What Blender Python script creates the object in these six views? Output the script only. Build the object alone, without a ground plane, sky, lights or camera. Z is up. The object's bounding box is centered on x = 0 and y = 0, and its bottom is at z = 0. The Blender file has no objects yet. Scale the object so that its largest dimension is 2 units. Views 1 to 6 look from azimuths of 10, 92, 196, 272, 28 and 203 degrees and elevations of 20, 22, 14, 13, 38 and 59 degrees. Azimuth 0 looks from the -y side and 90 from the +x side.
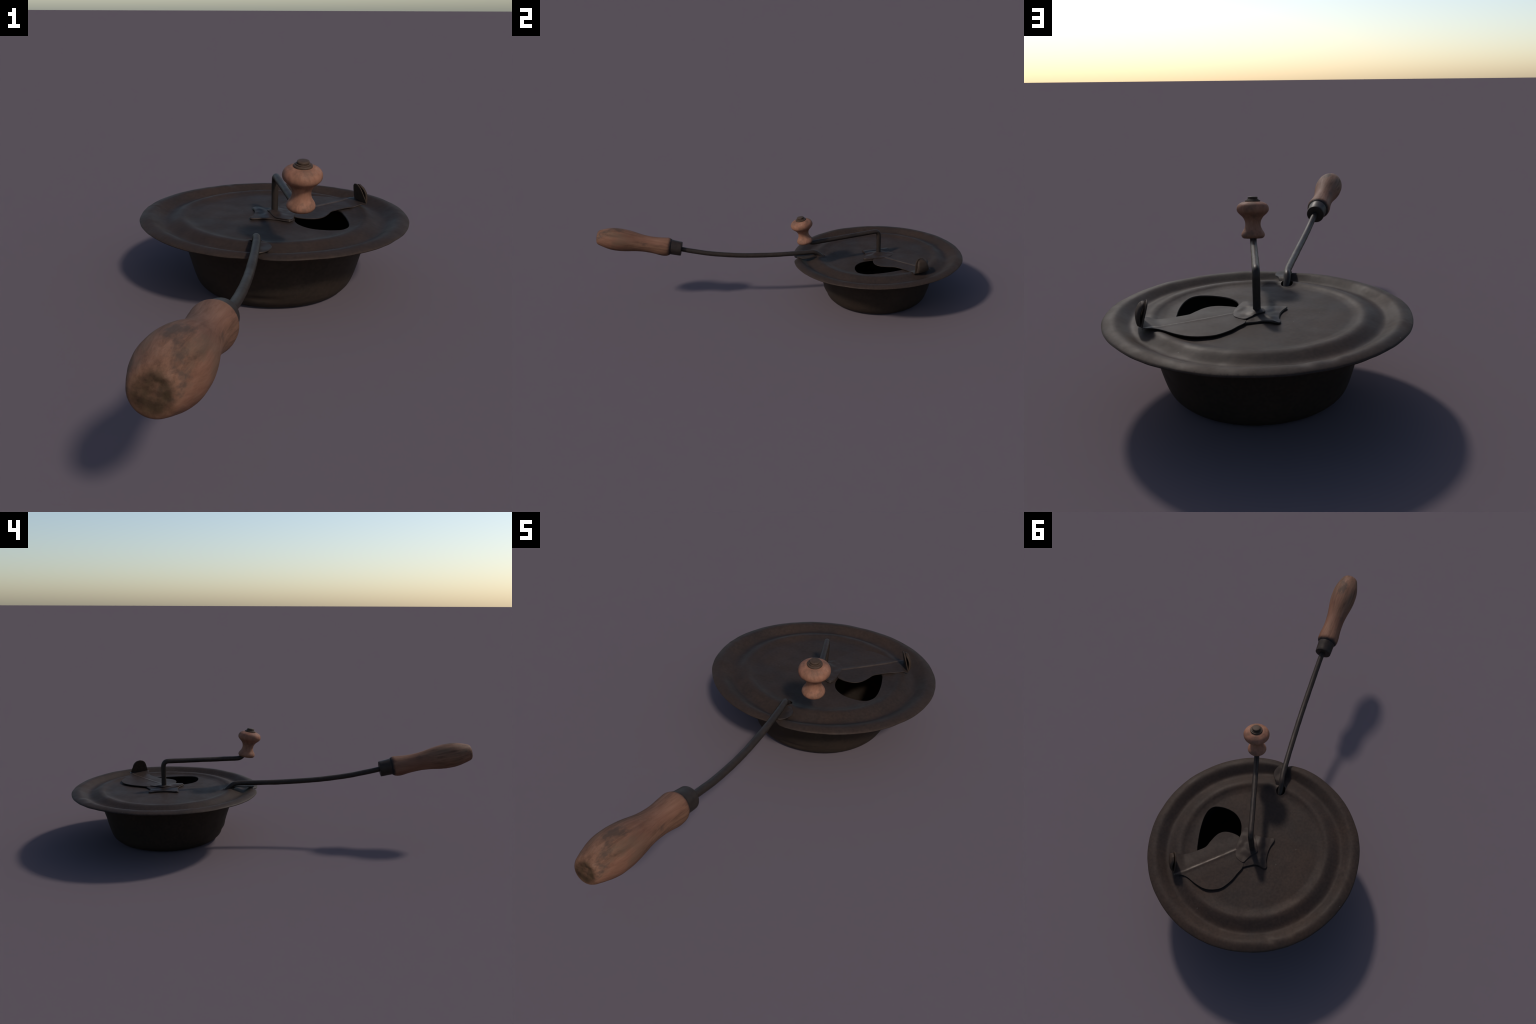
"""Old iron stovetop coffee roaster: bowl, dished lid with filling hole, swivelling
shutter with a folded thumb tab, star shaped bearing plate, crank with turned knob,
bent rod handle with ferrule and turned wooden grip.  Units: metres, z up."""
import bpy, bmesh, math, random
from mathutils import Vector, Matrix, noise
from mathutils.geometry import delaunay_2d_cdt

random.seed(7)
CX, CY = 0.0, 0.532            # axis of the bowl and lid
RIM = 0.466                    # lid radius


# ------------------------------------------------------------------ helpers
def smooth(a, b, x):
    t = max(0.0, min(1.0, (x - a) / (b - a)))
    return t * t * (3 - 2 * t)


def gauss(x, w):
    return math.exp(-(x / w) ** 2)


def catmull(pts, n, closed=False):
    """Catmull-Rom spline through control points, n samples per span."""
    P = [Vector(p) for p in pts]
    m = len(P)
    out = []
    for i in range(m if closed else m - 1):
        if closed:
            a, b, c, d = P[i - 1], P[i], P[(i + 1) % m], P[(i + 2) % m]
        else:
            b, c = P[i], P[i + 1]
            a = P[i - 1] if i else b * 2 - c
            d = P[i + 2] if i + 2 < m else c * 2 - b
        for k in range(n):
            t = k / n
            out.append(0.5 * ((2 * b) + (c - a) * t + (2 * a - 5 * b + 4 * c - d) * t * t
                              + (3 * b - a - 3 * c + d) * t ** 3))
    if not closed:
        out.append(P[-1].copy())
    return out


def curve1d(table):
    """Smooth function through (x, value) pairs (monotone x)."""
    xs = [p[0] for p in table]
    vs = [p[1] for p in table]
    n = len(xs)
    slopes = []
    for i in range(n):
        if i == 0:
            s = (vs[1] - vs[0]) / (xs[1] - xs[0])
        elif i == n - 1:
            s = (vs[-1] - vs[-2]) / (xs[-1] - xs[-2])
        else:
            l = (vs[i] - vs[i - 1]) / (xs[i] - xs[i - 1])
            r = (vs[i + 1] - vs[i]) / (xs[i + 1] - xs[i])
            s = 0.0 if l * r <= 0 else 2 * l * r / (l + r)
        slopes.append(s)

    def f(x):
        if x <= xs[0]:
            return vs[0]
        if x >= xs[-1]:
            return vs[-1]
        i = max(k for k in range(n) if xs[k] <= x)
        i = min(i, n - 2)
        h = xs[i + 1] - xs[i]
        t = (x - xs[i]) / h
        return ((1 + 2 * t) * (1 - t) ** 2 * vs[i] + t * (1 - t) ** 2 * h * slopes[i]
                + t * t * (3 - 2 * t) * vs[i + 1] + t * t * (t - 1) * h * slopes[i + 1])
    return f


def fbm(x, y, z, s):
    return noise.fractal(Vector((x * s, y * s, z * s)), 0.9, 2.0, 3)


ROOT = None


def make(name, verts, faces, mat, matrix=None, parent=None, angle=40):
    me = bpy.data.meshes.new(name)
    me.from_pydata([tuple(v) for v in verts], [], faces)
    me.validate()
    bm = bmesh.new()
    bm.from_mesh(me)
    bmesh.ops.recalc_face_normals(bm, faces=bm.faces)
    lim = math.radians(angle)
    for f in bm.faces:
        f.smooth = True
    for e in bm.edges:
        if len(e.link_faces) == 2 and e.calc_face_angle(0) > lim:
            e.smooth = False
    bm.to_mesh(me)
    bm.free()
    me.materials.append(mat)
    ob = bpy.data.objects.new(name, me)
    bpy.context.scene.collection.objects.link(ob)
    par = parent or ROOT
    world = matrix or Matrix.Identity(4)
    ob.parent = par
    ob.matrix_parent_inverse = PARENT_WORLD[par.name].inverted()
    ob.matrix_basis = world
    PARENT_WORLD[ob.name] = world
    return ob


PARENT_WORLD = {}


def revolve(profile, n=96, wobble=None):
    """Closed or open (r, z) profile turned about z; r == 0 gives a pole."""
    verts, faces, rings = [], [], []
    for r, z in profile:
        if r < 1e-6:
            rings.append([len(verts)])
            verts.append(Vector((0, 0, z)))
        else:
            ring = []
            for i in range(n):
                a = 2 * math.pi * i / n
                p = Vector((r * math.cos(a), r * math.sin(a), z))
                if wobble:
                    p = wobble(p, a)
                ring.append(len(verts))
                verts.append(p)
            rings.append(ring)
    for A, B in zip(rings, rings[1:]):
        for i in range(n):
            j = (i + 1) % n
            if len(A) == 1 and len(B) == 1:
                continue
            if len(A) == 1:
                faces.append((A[0], B[i], B[j]))
            elif len(B) == 1:
                faces.append((A[i], B[0], A[j]))
            else:
                faces.append((A[i], B[i], B[j], A[j]))
    return verts, faces


def rounded_path(corners, radius, step=0.006):
    """Polyline with circular-ish fillets; corners = [(point, fillet)]"""
    P = [Vector(c) for c in corners]
    out = [P[0]]
    for i in range(1, len(P) - 1):
        rad = radius[i] if isinstance(radius, (list, tuple)) else radius
        a = (P[i - 1] - P[i])
        b = (P[i + 1] - P[i])
        d = min(rad, a.length * .48, b.length * .48)
        s, e = P[i] + a.normalized() * d, P[i] + b.normalized() * d
        for k in range(11):
            t = k / 10
            out.append(s * (1 - t) ** 2 + P[i] * 2 * t * (1 - t) + e * t * t)
    out.append(P[-1])
    dense = [out[0]]
    for a, b in zip(out, out[1:]):
        m = max(1, int((b - a).length / step))
        for k in range(1, m + 1):
            dense.append(a.lerp(b, k / m))
    return dense


def tube(path, radius, n=24, wob=0.0):
    """Round bar along a path, ends closed; radius may be a function of 0..1."""
    verts, faces = [], []
    t = (path[1] - path[0]).normalized()
    up = Vector((1, 0, 0)) if abs(t.x) < .8 else Vector((0, 0, 1))
    u = (up - t * up.dot(t)).normalized()
    N = len(path)
    for i, p in enumerate(path):
        if i == 0:
            t = path[1] - path[0]
        elif i == N - 1:
            t = path[-1] - path[-2]
        else:
            t = path[i + 1] - path[i - 1]
        t = t.normalized()
        u = (u - t * u.dot(t)).normalized()
        v = t.cross(u)
        r = radius(i / (N - 1)) if callable(radius) else radius
        for k in range(n):
            a = 2 * math.pi * k / n
            q = p + (u * math.cos(a) + v * math.sin(a)) * r
            if wob:
                q += (q - p).normalized() * wob * fbm(q.x, q.y, q.z, 22)
            verts.append(q)
    for i in range(N - 1):
        for k in range(n):
            a, b = i * n + k, i * n + (k + 1) % n
            faces.append((a, b, b + n, a + n))
    faces.append(tuple(range(n))[::-1])
    faces.append(tuple(range((N - 1) * n, N * n)))
    return verts, faces


def inside(pt, poly):
    x, y = pt
    c = False
    j = len(poly) - 1
    for i in range(len(poly)):
        xi, yi = poly[i]
        xj, yj = poly[j]
        if (yi > y) != (yj > y) and x < (xj - xi) * (y - yi) / (yj - yi) + xi:
            c = not c
        j = i
    return c


def dist_to(pt, poly):
    best = 9.0
    for q in poly:
        d = (q[0] - pt[0]) ** 2 + (q[1] - pt[1]) ** 2
        if d < best:
            best = d
    return math.sqrt(best)


def plate(outer, holes, fill, top, thick, clear):
    """Sheet metal: outline + holes filled with a constrained triangulation,
    lifted to top(x, y), with real thickness and rounded edges."""
    loops = [[(p[0], p[1]) for p in outer]] + [[(p[0], p[1]) for p in h] for h in holes]
    co, edges, spans = [], [], []
    for L in loops:
        s = len(co)
        co += [Vector(p) for p in L]
        m = len(L)
        edges += [(s + i, s + (i + 1) % m) for i in range(m)]
        spans.append((s, m))
    for p in fill:
        if not inside(p, loops[0]) or any(inside(p, h) for h in loops[1:]):
            continue
        if min(dist_to(p, L) for L in loops) < clear:
            continue
        co.append(Vector(p))
    vo, _, fo, orig, _, _ = delaunay_2d_cdt(co, edges, [], 1, 1e-7)
    index = {}
    for i, o in enumerate(orig):
        for k in o:
            index[k] = i
    keep = []
    for f in fo:
        c = (sum(vo[i][0] for i in f) / len(f), sum(vo[i][1] for i in f) / len(f))
        if inside(c, loops[0]) and not any(inside(c, h) for h in loops[1:]):
            keep.append(tuple(f))
    n = len(vo)
    verts, faces = [], []
    th = thick if callable(thick) else (lambda x, y: thick)
    for v in vo:
        verts.append(Vector((v[0], v[1], top(v[0], v[1]))))
    for v in vo:
        verts.append(Vector((v[0], v[1], top(v[0], v[1]) - th(v[0], v[1]))))
    for f in keep:
        faces.append(f)
        faces.append(tuple(i + n for i in reversed(f)))
    for li, (s, m) in enumerate(spans):
        ids = [index[s + i] for i in range(m)]
        L = loops[li]
        area = sum(L[i - 1][0] * L[i][1] - L[i][0] * L[i - 1][1] for i in range(m))
        sgn = (1 if area > 0 else -1) * (1 if li == 0 else -1)
        mids = []
        for i in range(m):
            a, b = L[i - 1], L[(i + 1) % m]
            d = Vector((b[1] - a[1], a[0] - b[0])).normalized() * sgn
            vt = verts[ids[i]]
            t = th(vt.x, vt.y)
            mids.append(len(verts))
            verts.append(Vector((vt.x + d.x * t * .3, vt.y + d.y * t * .3, vt.z - t * .5)))
        for i in range(m):
            j = (i + 1) % m
            faces.append((ids[i], ids[j], mids[j], mids[i]))
            faces.append((mids[i], mids[j], ids[j] + n, ids[i] + n))
    return verts, faces


def grid_fill(poly, step):
    xs = [p[0] for p in poly]
    ys = [p[1] for p in poly]
    out = []
    row = 0
    y = min(ys)
    while y < max(ys):
        x = min(xs) + (step / 2 if row % 2 else 0)
        while x < max(xs):
            out.append((x, y))
            x += step
        y += step * .866
        row += 1
    return out


# ------------------------------------------------------------------ materials
class Nodes:
    def __init__(self, name):
        self.mat = bpy.data.materials.new(name)
        self.mat.use_nodes = True
        self.nt = self.mat.node_tree
        self.nt.nodes.clear()
        self.out = self.nt.nodes.new("ShaderNodeOutputMaterial")
        self.bsdf = self.nt.nodes.new("ShaderNodeBsdfPrincipled")
        self.nt.links.new(self.bsdf.outputs[0], self.out.inputs[0])
        self.coord = self.nt.nodes.new("ShaderNodeTexCoord").outputs["Object"]

    def new(self, kind, **kw):
        n = self.nt.nodes.new(kind)
        for k, v in kw.items():
            setattr(n, k, v)
        return n

    def link(self, a, b):
        self.nt.links.new(a, b)

    def mapped(self, scale, loc=(0, 0, 0)):
        m = self.new("ShaderNodeMapping")
        m.inputs["Scale"].default_value = scale
        m.inputs["Location"].default_value = loc
        self.link(self.coord, m.inputs["Vector"])
        return m.outputs[0]

    def noise(self, scale, detail=4, rough=.55, vec=None, dist=0.0):
        n = self.new("ShaderNodeTexNoise")
        n.inputs["Scale"].default_value = scale
        n.inputs["Detail"].default_value = detail
        n.inputs["Roughness"].default_value = rough
        n.inputs["Distortion"].default_value = dist
        self.link(vec or self.coord, n.inputs["Vector"])
        return n.outputs["Fac"]

    def ramp(self, fac, stops, interp="LINEAR"):
        r = self.new("ShaderNodeValToRGB")
        r.color_ramp.interpolation = interp
        while len(r.color_ramp.elements) < len(stops):
            r.color_ramp.elements.new(.5)
        for e, (p, c) in zip(r.color_ramp.elements, stops):
            e.position = p
            e.color = (*c, 1) if isinstance(c, tuple) else (c, c, c, 1)
        self.link(fac, r.inputs[0])
        return r.outputs[0]

    def mix(self, fac, a, b, blend="MIX"):
        m = self.new("ShaderNodeMix", data_type="RGBA", blend_type=blend)
        for sock, v in ((m.inputs[0], fac), (m.inputs[6], a), (m.inputs[7], b)):
            if isinstance(v, tuple):
                sock.default_value = (*v, 1)
            elif isinstance(v, (int, float)):
                sock.default_value = v
            else:
                self.link(v, sock)
        return m.outputs[2]

    def math(self, op, a, b=0.0):
        m = self.new("ShaderNodeMath", operation=op)
        for sock, v in ((m.inputs[0], a), (m.inputs[1], b)):
            if isinstance(v, (int, float)):
                sock.default_value = v
            else:
                self.link(v, sock)
        return m.outputs[0]

    def map_range(self, v, a, b):
        m = self.new("ShaderNodeMapRange", interpolation_type="SMOOTHSTEP")
        m.inputs[1].default_value = a
        m.inputs[2].default_value = b
        self.link(v, m.inputs[0])
        return m.outputs[0]

    def axis(self, which):
        s = self.new("ShaderNodeSeparateXYZ")
        self.link(self.coord, s.inputs[0])
        return s.outputs[which]

    def bump(self, h, strength, distance):
        b = self.new("ShaderNodeBump")
        b.inputs["Strength"].default_value = strength
        b.inputs["Distance"].default_value = distance
        self.link(h, b.inputs["Height"])
        self.link(b.outputs[0], self.bsdf.inputs["Normal"])

    def finish(self, colour, rough, spec=.5, metal=0.0):
        self.link(colour, self.bsdf.inputs["Base Color"])
        if isinstance(rough, (int, float)):
            self.bsdf.inputs["Roughness"].default_value = rough
        else:
            self.link(rough, self.bsdf.inputs["Roughness"])
        self.bsdf.inputs["Specular IOR Level"].default_value = spec
        self.bsdf.inputs["Metallic"].default_value = metal
        self.bsdf.inputs["Specular Tint"].default_value = (1.0, .87, .80, 1)
        return self.mat


def iron(name, dark, mid, rust, amount, specks=0.0, rough=(.42, .6), spec=.5):
    """Blackened sheet iron: cloudy greys, brown bloom, pale dust specks."""
    m = Nodes(name)
    cloud = m.noise(7, 5, .6)
    col = m.ramp(cloud, [(.3, dark), (.7, mid)])
    bloom = m.noise(5.0, 6, .65, vec=m.mapped((1, 1, 1), (3.1, 1.7, .4)))
    mask = m.ramp(bloom, [(.5 - amount * .3, 0.0), (.72, 1.0)])
    col = m.mix(m.math("MULTIPLY", mask, .75), col, rust)
    fine = m.noise(90, 3, .6)
    col = m.mix(.35, col, m.ramp(fine, [(.3, (.25, .25, .25)), (.7, (.85, .83, .8))]), "OVERLAY")
    if specks:
        v = m.new("ShaderNodeTexVoronoi", feature="F1")
        v.inputs["Scale"].default_value = 34
        m.link(m.coord, v.inputs["Vector"])
        dot = m.math("LESS_THAN", v.outputs["Distance"], .055)
        sep = m.new("ShaderNodeSeparateColor")
        m.link(v.outputs["Color"], sep.inputs[0])
        few = m.math("GREATER_THAN", sep.outputs[0], .86)
        col = m.mix(m.math("MULTIPLY", m.math("MULTIPLY", dot, few), specks), col, (.13, .12, .105))
    r = m.ramp(m.noise(11, 4, .6), [(.3, rough[0]), (.7, rough[1])])
    h = m.math("ADD", m.noise(45, 5, .6), m.math("MULTIPLY", m.noise(9, 2, .5), 2.0))
    m.bump(h, .25, .0012)
    return m.finish(col, r, spec)


def wood(name, length, knob=False):
    """Turned, hand-worn wood; grain runs along local z."""
    m = Nodes(name)
    if knob:
        dark, mid, light, red = (.105, .051, .033), (.205, .094, .058), (.275, .136, .087), (.225, .086, .054)
    else:
        dark, mid, light, red = (.072, .036, .022), (.142, .069, .042), (.196, .102, .065), (.158, .062, .040)
    g = m.noise(1.0, 6, .68, vec=m.mapped((55, 55, 22) if knob else (95, 95, 9)), dist=.4)
    streak = m.noise(1.0, 4, .6, vec=m.mapped((20, 20, 9) if knob else (28, 28, 3.2), (.3, .2, 1.4)))
    fac = m.math("ADD", m.math("MULTIPLY", g, .6), m.math("MULTIPLY", streak, .4))
    col = m.ramp(fac, [(.3, dark), (.5, mid), (.7, light)] if knob else [(.33, dark), (.5, mid), (.67, light)])
    blush = m.ramp(m.noise(9, 3, .5, vec=m.mapped((1, 1, .6), (1.3, .1, .55))), [(.47, 0.0), (.66, 1.0)])
    col = m.mix(m.math("MULTIPLY", blush, .45), col, red)
    z = m.axis(2)
    if not knob:
        # grey grime patches toward the butt end, dark smudges
        grime = m.ramp(m.noise(13, 4, .55, vec=m.mapped((1, 1, .55), (.2, .9, 2.2))), [(.52, 0.0), (.60, 1.0)])
        grime = m.math("MULTIPLY", grime, m.map_range(z, .17, .3))
        col = m.mix(m.math("MULTIPLY", grime, .45), col, (.095, .066, .043))
        smudge = m.ramp(m.noise(16, 5, .6, vec=m.mapped((1, 1, .5), (2.7, .4, .8))), [(.61, 0.0), (.68, 1.0)])
        col = m.mix(m.math("MULTIPLY", smudge, .75), col, (.058, .038, .028))
        # sooty end by the ferrule
        edge = m.math("ADD", z, m.math("MULTIPLY", m.noise(30, 3, .6), .02))
        col = m.mix(m.map_range(edge, .03, .014), col, (.016, .014, .014))
        # dirty end grain on the butt
        s = m.new("ShaderNodeVectorMath", operation="MULTIPLY")
        m.link(m.coord, s.inputs[0])
        s.inputs[1].default_value = (1, 1, 0)
        ln = m.new("ShaderNodeVectorMath", operation="LENGTH")
        m.link(s.outputs[0], ln.inputs[0])
        butt = m.math("MULTIPLY", m.map_range(z, length - .018, length - .002), m.map_range(ln.outputs["Value"], .044, .022))
        endg = m.ramp(m.noise(55, 4, .6), [(.35, (.016, .009, .005)), (.7, (.042, .026, .013))])
        col = m.mix(m.math("MULTIPLY", butt, m.ramp(m.noise(38, 4, .6), [(.35, .55), (.6, .95)])), col, endg)
    else:
        dark_blotch = m.ramp(m.noise(26, 4, .6), [(.50, 0.0), (.66, 1.0)])
        col = m.mix(m.math("MULTIPLY", dark_blotch, .55), col, (.085, .053, .038))
    h = m.math("ADD", m.math("MULTIPLY", g, 1.0), m.math("MULTIPLY", streak, .6))
    m.bump(h, .12 if knob else .4, .0012)
    return m.finish(col, m.ramp(g, [(.3, .7), (.7, .58)]), .12)


IRON_LID = iron("blackened_iron_lid", (.0190, .0140, .0121), (.0250, .0180, .0150), (.0355, .0205, .0140), .58, .75, (.50, .64), .10)
IRON_BOWL = iron("dark_iron_bowl", (.0165, .0122, .0094), (.0225, .0163, .0124), (.0270, .0165, .0115), .4, 0, (.55, .70), .14)
IRON_BAR = iron("forged_iron_bar", (.0170, .0132, .0118), (.0230, .0175, .0150), (.0280, .0175, .0125), .35, 0, (.38, .55), .17)
IRON_PLATE = iron("sheet_iron_plate", (.0190, .0140, .0122), (.0245, .0177, .0150), (.0335, .0198, .0140), .5, .35, (.42, .56), .12)
def sheet_pale_crease(name):
    """Sheet iron with a rubbed, brighter fold along the shutter's crease."""
    mat = iron(name, (.0185, .0137, .0119), (.0240, .0173, .0147), (.0330, .0195, .0138), .5, .35, (.46, .60), .10)
    m = Nodes.__new__(Nodes)
    m.mat, m.nt = mat, mat.node_tree
    m.bsdf = [n for n in m.nt.nodes if n.type == "BSDF_PRINCIPLED"][0]
    m.coord = [n for n in m.nt.nodes if n.type == "TEX_COORD"][0].outputs["Object"]
    sub = m.new("ShaderNodeVectorMath", operation="SUBTRACT")
    m.link(m.coord, sub.inputs[0])
    sub.inputs[1].default_value = (.245, .760, 0)
    dot = m.new("ShaderNodeVectorMath", operation="DOT_PRODUCT")
    m.link(sub.outputs[0], dot.inputs[0])
    dot.inputs[1].default_value = (.7208, -.6931, 0)      # across the crease
    wob = m.math("MULTIPLY", m.math("SUBTRACT", m.noise(40, 3, .6), .5), .006)
    d = m.math("ABSOLUTE", m.math("ADD", m.math("SUBTRACT", dot.outputs["Value"], .002), wob))
    mask = m.math("MULTIPLY", m.map_range(d, .0065, .0015), m.ramp(m.noise(25, 3, .6), [(.3, .35), (.6, .9)]))
    old = m.bsdf.inputs["Base Color"].links[0].from_socket
    m.link(m.mix(mask, old, (.062, .045, .035)), m.bsdf.inputs["Base Color"])
    oldr = m.bsdf.inputs["Roughness"].links[0].from_socket
    m.link(m.mix(mask, oldr, (.34, .34, .34)), m.bsdf.inputs["Roughness"])
    return mat


IRON_SHUTTER = sheet_pale_crease("sheet_iron_pale_crease")
IRON_TAB = iron("brown_iron_tab", (.024, .0165, .0125), (.032, .0220, .0165), (.042, .0255, .0175), .6, 0, (.5, .65), .10)
IRON_CAP = iron("rusty_rivet", (.036, .024, .0165), (.050, .033, .023), (.066, .038, .025), .6, 0, (.5, .65), .15)

# ------------------------------------------------------------------ root
ROOT = bpy.data.objects.new("coffee_roaster", None)
ROOT.location = (CX, CY, 0)
ROOT["label"] = "old black iron stovetop coffee roaster with wooden crank handle"
ROOT["category"] = "coffee roaster"
bpy.context.scene.collection.objects.link(ROOT)
PARENT_WORLD[ROOT.name] = Matrix.Translation((CX, CY, 0))

# ------------------------------------------------------------------ bowl
OUT = [(0, .002), (.12, .0012), (.205, .0), (.232, .0), (.249, .0035), (.262, .013), (.2725, .025), (.281, .042), (.2885, .064),
       (.297, .093), (.3055, .124), (.3205, .171), (.3350, .222), (.3425, .249)]
outer = catmull([(r, z, 0) for r, z in OUT], 5)
inner = catmull([(max(0, r - .006), z + .006 * (1 if z < .02 else max(0, (.2 - z) / .2)), 0) for r, z in reversed(OUT)], 5)


def bowl_wobble(p, a):
    r = math.hypot(p.x, p.y)
    k = 1 + .0045 * math.sin(3 * a + .6) * smooth(.0, .05, p.z) + .003 * math.cos(11 * a) * smooth(.02, .2, p.z)
    k += .004 * noise.noise(Vector((math.cos(a) * 2, math.sin(a) * 2, p.z * 8)))
    # small dent low on the handle side
    k -= .018 * gauss(p.z - .046, .011) * gauss(a - 1.5 * math.pi, .22)
    k += .010 * gauss(p.z - .062, .014) * gauss(a - 1.5 * math.pi, .25)
    return Vector((p.x * k, p.y * k, p.z))


v, f = revolve([(max(0, p.x), max(0, p.y)) for p in outer] + [(max(0, p.x), p.y) for p in inner], 144, bowl_wobble)
make("bowl", v, f, IRON_BOWL, Matrix.Translation((CX + .0015, CY, 0)), angle=50)

# ------------------------------------------------------------------ lid
lid_profile = curve1d([(0, .2462), (.2, .2458), (.276, .2460), (.300, .2494), (.314, .2540), (.323, .2553), (.332, .2544), (.342, .2512),
                       (.354, .2462), (.366, .2414), (.375, .2388), (.382, .2382), (.389, .2398), (.399, .2447), (.409, .2500), (.419, .2550),
                       (.428, .2580), (.436, .2585), (.446, .2570), (.456, .2540), (.463, .2510), (.466, .2490)])


def rim_radius(x, y):
    a = math.atan2(y - CY, x - CX)
    r = RIM + .0018 * noise.noise(Vector((math.cos(a) * 3, math.sin(a) * 3, 1.3))) + .0010 * noise.noise(Vector((math.cos(a) * 11, math.sin(a) * 11, 4.3)))
    if y < CY:
        r -= .010 * gauss(x - .01, .085) + .016 * gauss(x - .014, .018)
    return r


def lid_top(x, y):
    dx, dy = x - CX, y - CY
    r = math.hypot(dx, dy)
    # the channel is crushed and pushed outward where the handle rod crosses it
    near = gauss(dx - .01, .09) if dy < 0 else 0.0
    R = rim_radius(x, y)
    q = r * RIM / (R + (RIM - R) * smooth(RIM, .34, r))
    q = q - .010 * near * smooth(.34, .37, r) * smooth(.45, .41, r)
    z = lid_profile(q)
    z += .0016 * fbm(x, y, .3, 5) + .0006 * fbm(x, y, 1.7, 14) * smooth(.3, .42, r)
    a = math.atan2(dy, dx)
    z += .0010 * math.sin(2 * a + .9) * smooth(.25, .45, r)
    # uneven, knocked flange
    z += .0011 * noise.noise(Vector((math.cos(a) * 6, math.sin(a) * 6, 7.1))) * smooth(.39, .45, r)
    z += .0016 * smooth(.3, .45, r) * gauss(a - 2.7, .7)
    z -= .0040 * gauss(x + .225, .022) * gauss(y - .897, .014) + .0030 * gauss(x + .285, .020) * gauss(y - .845, .022)
    # metal pushed up in a lip round the rod hole
    h = math.hypot((x + .009) / .021, (y - .224) / .025) - 1
    z += .0030 * gauss(h - .05, .22) * (1.0 if h > -.2 else 0.0)
    return z


HOLE = catmull([(.222, .640), (.243, .590), (.258, .535), (.267, .478), (.264, .436), (.246, .408), (.214, .397), (.176, .396),
                (.138, .406), (.106, .430), (.086, .462), (.076, .505), (.085, .560), (.12, .62), (.18, .655)], 6, True)
ROD_HOLE = catmull([(-.009 + .021 * math.cos(2 * math.pi * k / 16), .224 + .025 * math.sin(2 * math.pi * k / 16)) for k in range(16)], 3, True)


def two(pts):
    return [(p[0], p[1]) for p in pts]


rim_loop = []
for k in range(420):
    a = 2 * math.pi * k / 420
    x, y = CX + RIM * math.cos(a), CY + RIM * math.sin(a)
    R = rim_radius(x, y) - .0015
    rim_loop.append((CX + R * math.cos(a), CY + R * math.sin(a)))
fill = []
r = .0
row = 0
while r < RIM - .003:
    fine = r > .275
    n = max(1, int(2 * math.pi * r / (.0085 if fine else .014)))
    for k in range(n):
        a = 2 * math.pi * (k + .5 * (row % 2)) / n
        fill.append((CX + r * math.cos(a), CY + r * math.sin(a)))
    r += .0045 if fine else .012
    row += 1
HOLES2 = [two([p.to_3d() for p in HOLE]), two([p.to_3d() for p in ROD_HOLE])]
v, f = plate(rim_loop, HOLES2, fill, lid_top, .0052, .0022)
make("lid", v, f, IRON_LID, angle=38)

# ------------------------------------------------------------------ shutter over the filling hole
SHUT = catmull([(.3165, .692), (.299, .684), (.272, .6735), (.246, .6585), (.219, .6320), (.196, .606), (.188, .575), (.175, .536),
                (.154, .512), (.120, .503), (.080, .508), (.055, .53), (.03, .57), (.008, .632), (.018, .675), (.030, .715),
                (.054, .757), (.088, .779), (.126, .787), (.170, .779), (.205, .768), (.232, .766), (.262, .774), (.271, .7725)], 6, True)
RA, RB = Vector((.245, .760)), Vector((.070, .578))      # raised crease between the lobes
RD = (RB - RA).normalized()
RN = Vector((RD.y, -RD.x))
if RN.y > 0:
    RN = -RN


def shut_top(x, y):
    p = Vector((x, y)) - RA
    s = p.dot(RD) / (RB - RA).length
    d = p.dot(RN)                      # > 0 toward the filling hole
    crest = .2608 - .0038 * smooth(-.15, .9, s)
    if d < 0:
        z = crest + .0006 * smooth(.02, .06, -d) - .0014 * smooth(0, .012, -d) - .0012 * smooth(.02, .09, -d)
    else:
        z = crest - .0026 * smooth(.0, .007, d) * smooth(-.12, .15, s) - .0035 * smooth(.009, .09, d) * smooth(-.1, .2, s)
    out = smooth(.30, .345, math.hypot(x - CX, y - CY))
    z = z * (1 - out) + .2635 * out
    return max(z, lid_top(x, y) + .0022)


shut_outline = two([p.to_3d() for p in SHUT])
v, f = plate(shut_outline, [], grid_fill(shut_outline, .0055), shut_top, .0034, .003)
SHUTTER = make("shutter", v, f, IRON_SHUTTER, angle=38)


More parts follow.
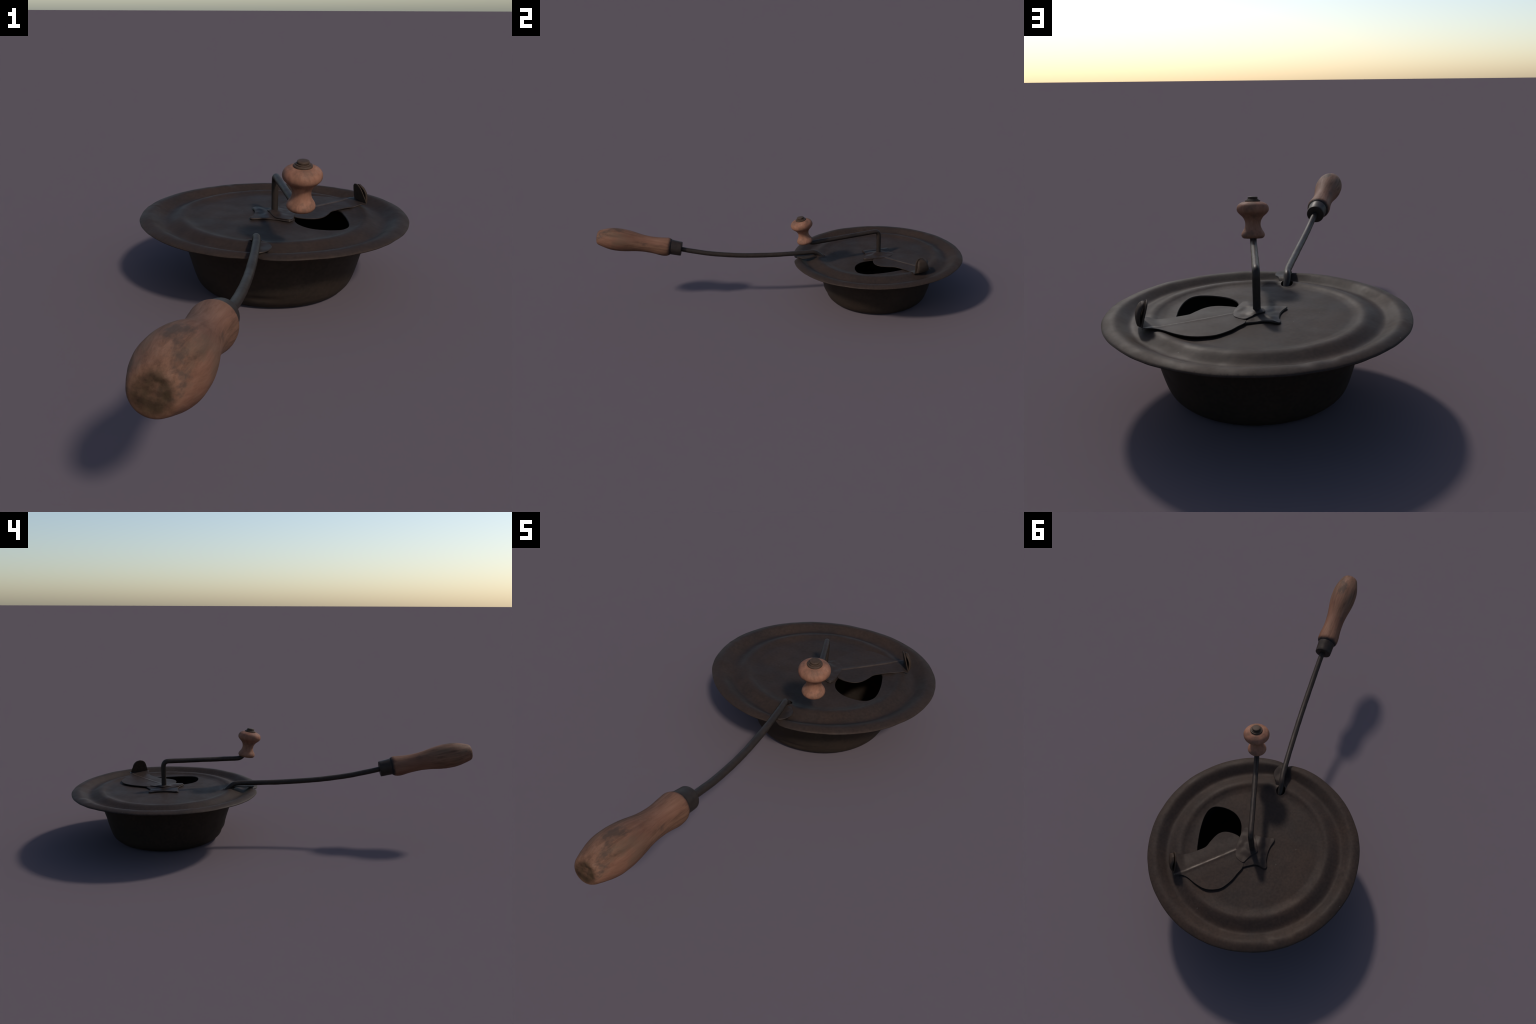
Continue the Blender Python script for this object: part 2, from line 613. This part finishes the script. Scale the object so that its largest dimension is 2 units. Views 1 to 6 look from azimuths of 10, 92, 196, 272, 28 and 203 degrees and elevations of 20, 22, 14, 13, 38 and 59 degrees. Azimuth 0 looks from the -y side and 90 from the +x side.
def leaf(base_a, base_b, height, out0, lean, bulge, crown, thick, zbase, cup):
    """Upright rounded sheet: u runs along the base line, w upward."""
    A, B = Vector((*base_a, 0)), Vector((*base_b, 0))
    along = (B - A)
    width = along.length
    along.normalize()
    outn = Vector((along.y, -along.x, 0))
    if outn.x < 0:
        outn = -outn
    mid = (A + B) / 2
    nu, nw = 24, 26
    verts, faces = [], []

    def pos(u, w, off):
        half = width / 2
        shrink = 1 - (1 - crown) * smooth(0, .75, w)
        cap = math.sqrt(max(0.0, 1 - max(0, (w - .5) / .5) ** 2.2))
        x = u * half * shrink * max(cap, .02)
        o = out0 + lean * w + bulge * math.sin(math.pi * min(1, w * 1.05)) - cup * u * u + off
        return mid + along * x + outn * o + Vector((0, 0, zbase + height * w))
    for side in (0, 1):
        for j in range(nw + 1):
            for i in range(nu + 1):
                u, w = -1 + 2 * i / nu, j / nw
                edge = min(1 - abs(u), (1 - w) * 1.2, 1.0)
                t = thick * (.35 + .65 * min(1, edge / .18))
                verts.append(pos(u, w, t / 2 if side else -t / 2))
    m = (nu + 1) * (nw + 1)
    for j in range(nw):
        for i in range(nu):
            a = j * (nu + 1) + i
            q = (a, a + 1, a + nu + 2, a + nu + 1)
            faces.append(q)
            faces.append(tuple(k + m for k in reversed(q)))
    rim = [j * (nu + 1) for j in range(nw + 1)] + [nw * (nu + 1) + i for i in range(1, nu + 1)] \
        + [j * (nu + 1) + nu for j in range(nw - 1, -1, -1)] + [i for i in range(nu - 1, 0, -1)]
    for a, b in zip(rim, rim[1:] + rim[:1]):
        faces.append((a, a + m, b + m, b))
    return verts, faces


v, f = leaf((.3165, .692), (.2705, .7725), .067, -.001, -.021, .000, .74, .0065, .2615, -.001)
make("thumb_tab", v, f, IRON_TAB, parent=SHUTTER, angle=60)
v, f = leaf((.3135, .699), (.2755, .766), .063, .0055, -.013, .0075, .80, .0125, .2630, .004)
make("thumb_tab", v, f, IRON_TAB, parent=SHUTTER, angle=60)

# ------------------------------------------------------------------ star shaped bearing plate
STAR = catmull([(-.062, .4635), (-.0715, .4665), (-.0735, .476), (-.0685, .500), (-.068, .533), (-.0755, .572), (-.0875, .594), (-.0875, .6045), (-.079, .6085),
                (-.060, .604), (-.036, .606), (-.014, .620), (.006, .634), (.013, .633), (.040, .612), (.060, .588), (.069, .555),
                (.0725, .515), (.073, .474), (.066, .457), (.048, .461), (.016, .474), (-.022, .474)], 5, True)
POST = Vector((.0, .545))


def star_top(x, y):
    d = (Vector((x, y)) - POST)
    r = d.length
    a = math.atan2(d.y, d.x)
    z = .2522 + .0105 * math.exp(-(r / .030) ** 2)
    for ang in (-2.28, 2.56, 1.48, -.93):      # raised ribs running to the points
        w = abs((a - ang + math.pi) % (2 * math.pi) - math.pi)
        z += .0018 * math.exp(-(w * r / .014) ** 2) * smooth(.0, .03, r) * smooth(.125, .06, r)
    z += .0015 * smooth(.02, .06, x)
    z += .0026 * noise.noise(Vector((x * 34, y * 34, 2.2))) * smooth(.012, .03, r)      # crumpled
    z += .0022 * gauss(x + .055 + .2 * (y - .53), .011)                                # rolled outer edge
    return max(z, lid_top(x, y) + .003)


star_outline = two([p.to_3d() for p in STAR])
v, f = plate(star_outline, [], grid_fill(star_outline, .0045), star_top, lambda x, y: max(.0035, star_top(x, y) - .2465), .0025)
STARP = make("bearing_plate", v, f, IRON_PLATE, angle=40)
LEAF = catmull([(.066, .459), (.0735, .476), (.0735, .520), (.070, .557), (.061, .588), (.045, .609), (.014, .617), (.005, .600),
                (-.004, .580), (-.021, .559), (-.026, .545), (-.014, .527), (.002, .500), (.022, .477), (.048, .461)], 5, True)


def leaf_top(x, y):
    return star_top(x, y) + .0042 - .0016 * smooth(.05, .075, x)


leaf_outline = two([p.to_3d() for p in LEAF])
v, f = plate(leaf_outline, [], grid_fill(leaf_outline, .0045), leaf_top, .0034, .0025)
make("bearing_clip", v, f, IRON_PLATE, parent=STARP, angle=40)

# ------------------------------------------------------------------ crank and knob
path = rounded_path([(.0, .5455, .225), (.0010, .5450, .3875), (.1290, .1640, .3800), (.1400, .1335, .4200)], [0, .027, .022, 0])
v, f = tube(path, .0121, 24, .0006)
make("crank", v, f, IRON_BAR, angle=50)

KB, KT = Vector((.1385, .1370, .3865)), Vector((.1454, .1127, .5378))
kz = (KT - KB).normalized()
kx = (Vector((1, 0, 0)) - kz * kz.x).normalized()
ky = kz.cross(kx)
KM = Matrix((kx, ky, kz)).transposed().to_4x4()
KM.translation = KB
KP = [(0, .0), (.028, .0), (.0355, .0012), (.0405, .006), (.0424, .013), (.0395, .022), (.0325, .033), (.0285, .044), (.0278, .054),
      (.0300, .0645), (.0370, .0765), (.0480, .0870), (.0553, .0955), (.0577, .1045), (.0565, .1135), (.0515, .1215), (.0420, .1275),
      (.0300, .1312), (.0, .1318)]
prof = catmull([(r, z, 0) for r, z in KP], 4)


def turned(p, a):
    k = 1 + .010 * noise.noise(Vector((p.x * 25, p.y * 25, p.z * 25)))
    return Vector((p.x * k, p.y * k, p.z))


v, f = revolve([(max(0, p.x), p.y) for p in prof], 64, turned)
KNOB = make("crank_knob", v, f, wood("turned_knob_wood", .14, True), KM, angle=60)


def disc(r, z0, z1, e):
    return [(0, z0), (r - e, z0), (r - e * .3, z0 + e * .3), (r, z0 + e), (r, z1 - e), (r - e * .3, z1 - e * .3), (r - e, z1), (r * .5, z1 + .0006), (0, z1 + .0006)]


v, f = revolve(disc(.0275, .1290, .1375, .0026), 48, turned)
make("washer", v, f, IRON_CAP, KM, KNOB, 60)
v, f = revolve(disc(.0215, .1370, .1410, .0012), 48, turned)
make("washer", v, f, IRON_CAP, KM, KNOB, 60)
v, f = revolve(disc(.0180, .1405, .1490, .0026), 48, turned)
make("rivet_head", v, f, IRON_CAP, KM, KNOB, 60)

# ------------------------------------------------------------------ rod handle
ROD = [(-.009, .262, .208), (-.0085, .243, .230), (-.0065, .214, .260), (-.0010, .190, .2755), (.0060, .160, .2785), (.0135, .110, .2790),
       (.0285, -.019, .2805), (.0405, -.1365, .2855), (.0500, -.256, .2950), (.0570, -.374, .3110), (.0615, -.470, .3300),
       (.0628, -.540, .3465), (.0630, -.600, .360)]
path = catmull(ROD, 10)
v, f = tube(path, lambda t: .0122 + .0010 * smooth(.25, .6, t) - .0012 * smooth(.85, 1, t), 24, .0007)
make("handle_rod", v, f, IRON_BAR, angle=50)

# spoon shaped lug the rod rests on
LUG = catmull([(-.004, .250), (-.002, .200), (.000, .150), (.004, .108), (.017, .092), (.034, .098), (.048, .117), (.0535, .144), (.046, .168),
               (.030, .188), (.020, .212), (.014, .248)], 6, True)


def lug_top(x, y):
    z = .2640 - .0300 * smooth(.180, .240, y) - .0015 * smooth(.12, .09, y)
    return z - .0028 * gauss(x - .024, .02) * gauss(y - .145, .03)


lug_outline = two([p.to_3d() for p in LUG])
v, f = plate(lug_outline, [], grid_fill(lug_outline, .005), lug_top, lambda x, y: .0050 + .0035 * smooth(.17, .21, y), .003)
make("rod_lug", v, f, IRON_PLATE, angle=40)

# ferrule and grip share one axis
G0, G1 = Vector((.0620, -.5960, .3618)), Vector((.0716, -.9940, .4385))
gz = (G1 - G0).normalized()
gx = (Vector((1, 0, 0)) - gz * gz.x).normalized()
gy = gz.cross(gx)
if gy.z < 0:
    gy = -gy
    gx = -gx
GM = Matrix((gx, gy, gz)).transposed().to_4x4()
GM.translation = G0
L = (G1 - G0).length

FP = [(0, -.056), (.0130, -.056), (.0150, -.0565), (.034, -.0568), (.0375, -.0560), (.0388, -.0535), (.0392, -.045), (.0400, -.02), (.0408, -.004),
      (.0405, .006), (.030, .008), (0, .008)]
v, f = revolve(FP, 64, lambda p, a: p + Vector((0, -.003 * smooth(.008, -.05, p.z), 0)))
make("ferrule", v, f, IRON_BAR, GM, angle=35)

GR = curve1d([(0, .0400), (.006, .0445), (.014, .0488), (.024, .0508), (.040, .0506), (.060, .0488), (.085, .0462), (.110, .0450), (.135, .0452), (.160, .0468),
              (.190, .0506), (.220, .0556), (.250, .0595), (.280, .0615), (.310, .0612), (.340, .0572), (.362, .0512), (.380, .0460), (L - .013, .0415),
              (L - .006, .0375), (L - .002, .0330), (L, .0270)])
BOW = curve1d([(0, .0), (.02, -.002), (.045, -.0045), (.1, -.0028), (.16, .0002), (.22, .0025), (.28, .0022), (.34, .0018), (L, .0)])
prof = [(0, .0)] + [(GR(s), s) for s in [0, .003, .006, .01, .014, .019, .024, .03] + [.04 + .0085 * k for k in range(40)] if s < L - .016]
prof += [(GR(s), s) for s in (L - .013, L - .0095, L - .006, L - .004, L - .002, L - .001, L - .0004, L)] + [(.020, L + .0004), (.012, L + .0006), (0, L + .0006)]


def grip_shape(p, a):
    k = 1 + .012 * noise.noise(Vector((p.x * 12, p.y * 12, p.z * 9))) + .006 * math.cos(2 * a + .7)
    q = Vector((p.x * k, p.y * k + BOW(p.z), p.z))
    if p.z > L - .0005:     # stamped, chipped butt
        q.z += .0016 * noise.noise(Vector((p.x * 60, p.y * 90, 2.0))) * smooth(.034, .02, math.hypot(p.x, p.y))
    return q


v, f = revolve(prof, 72, grip_shape)
make("handle_grip", v, f, wood("worn_grip_wood", L), GM, angle=60)
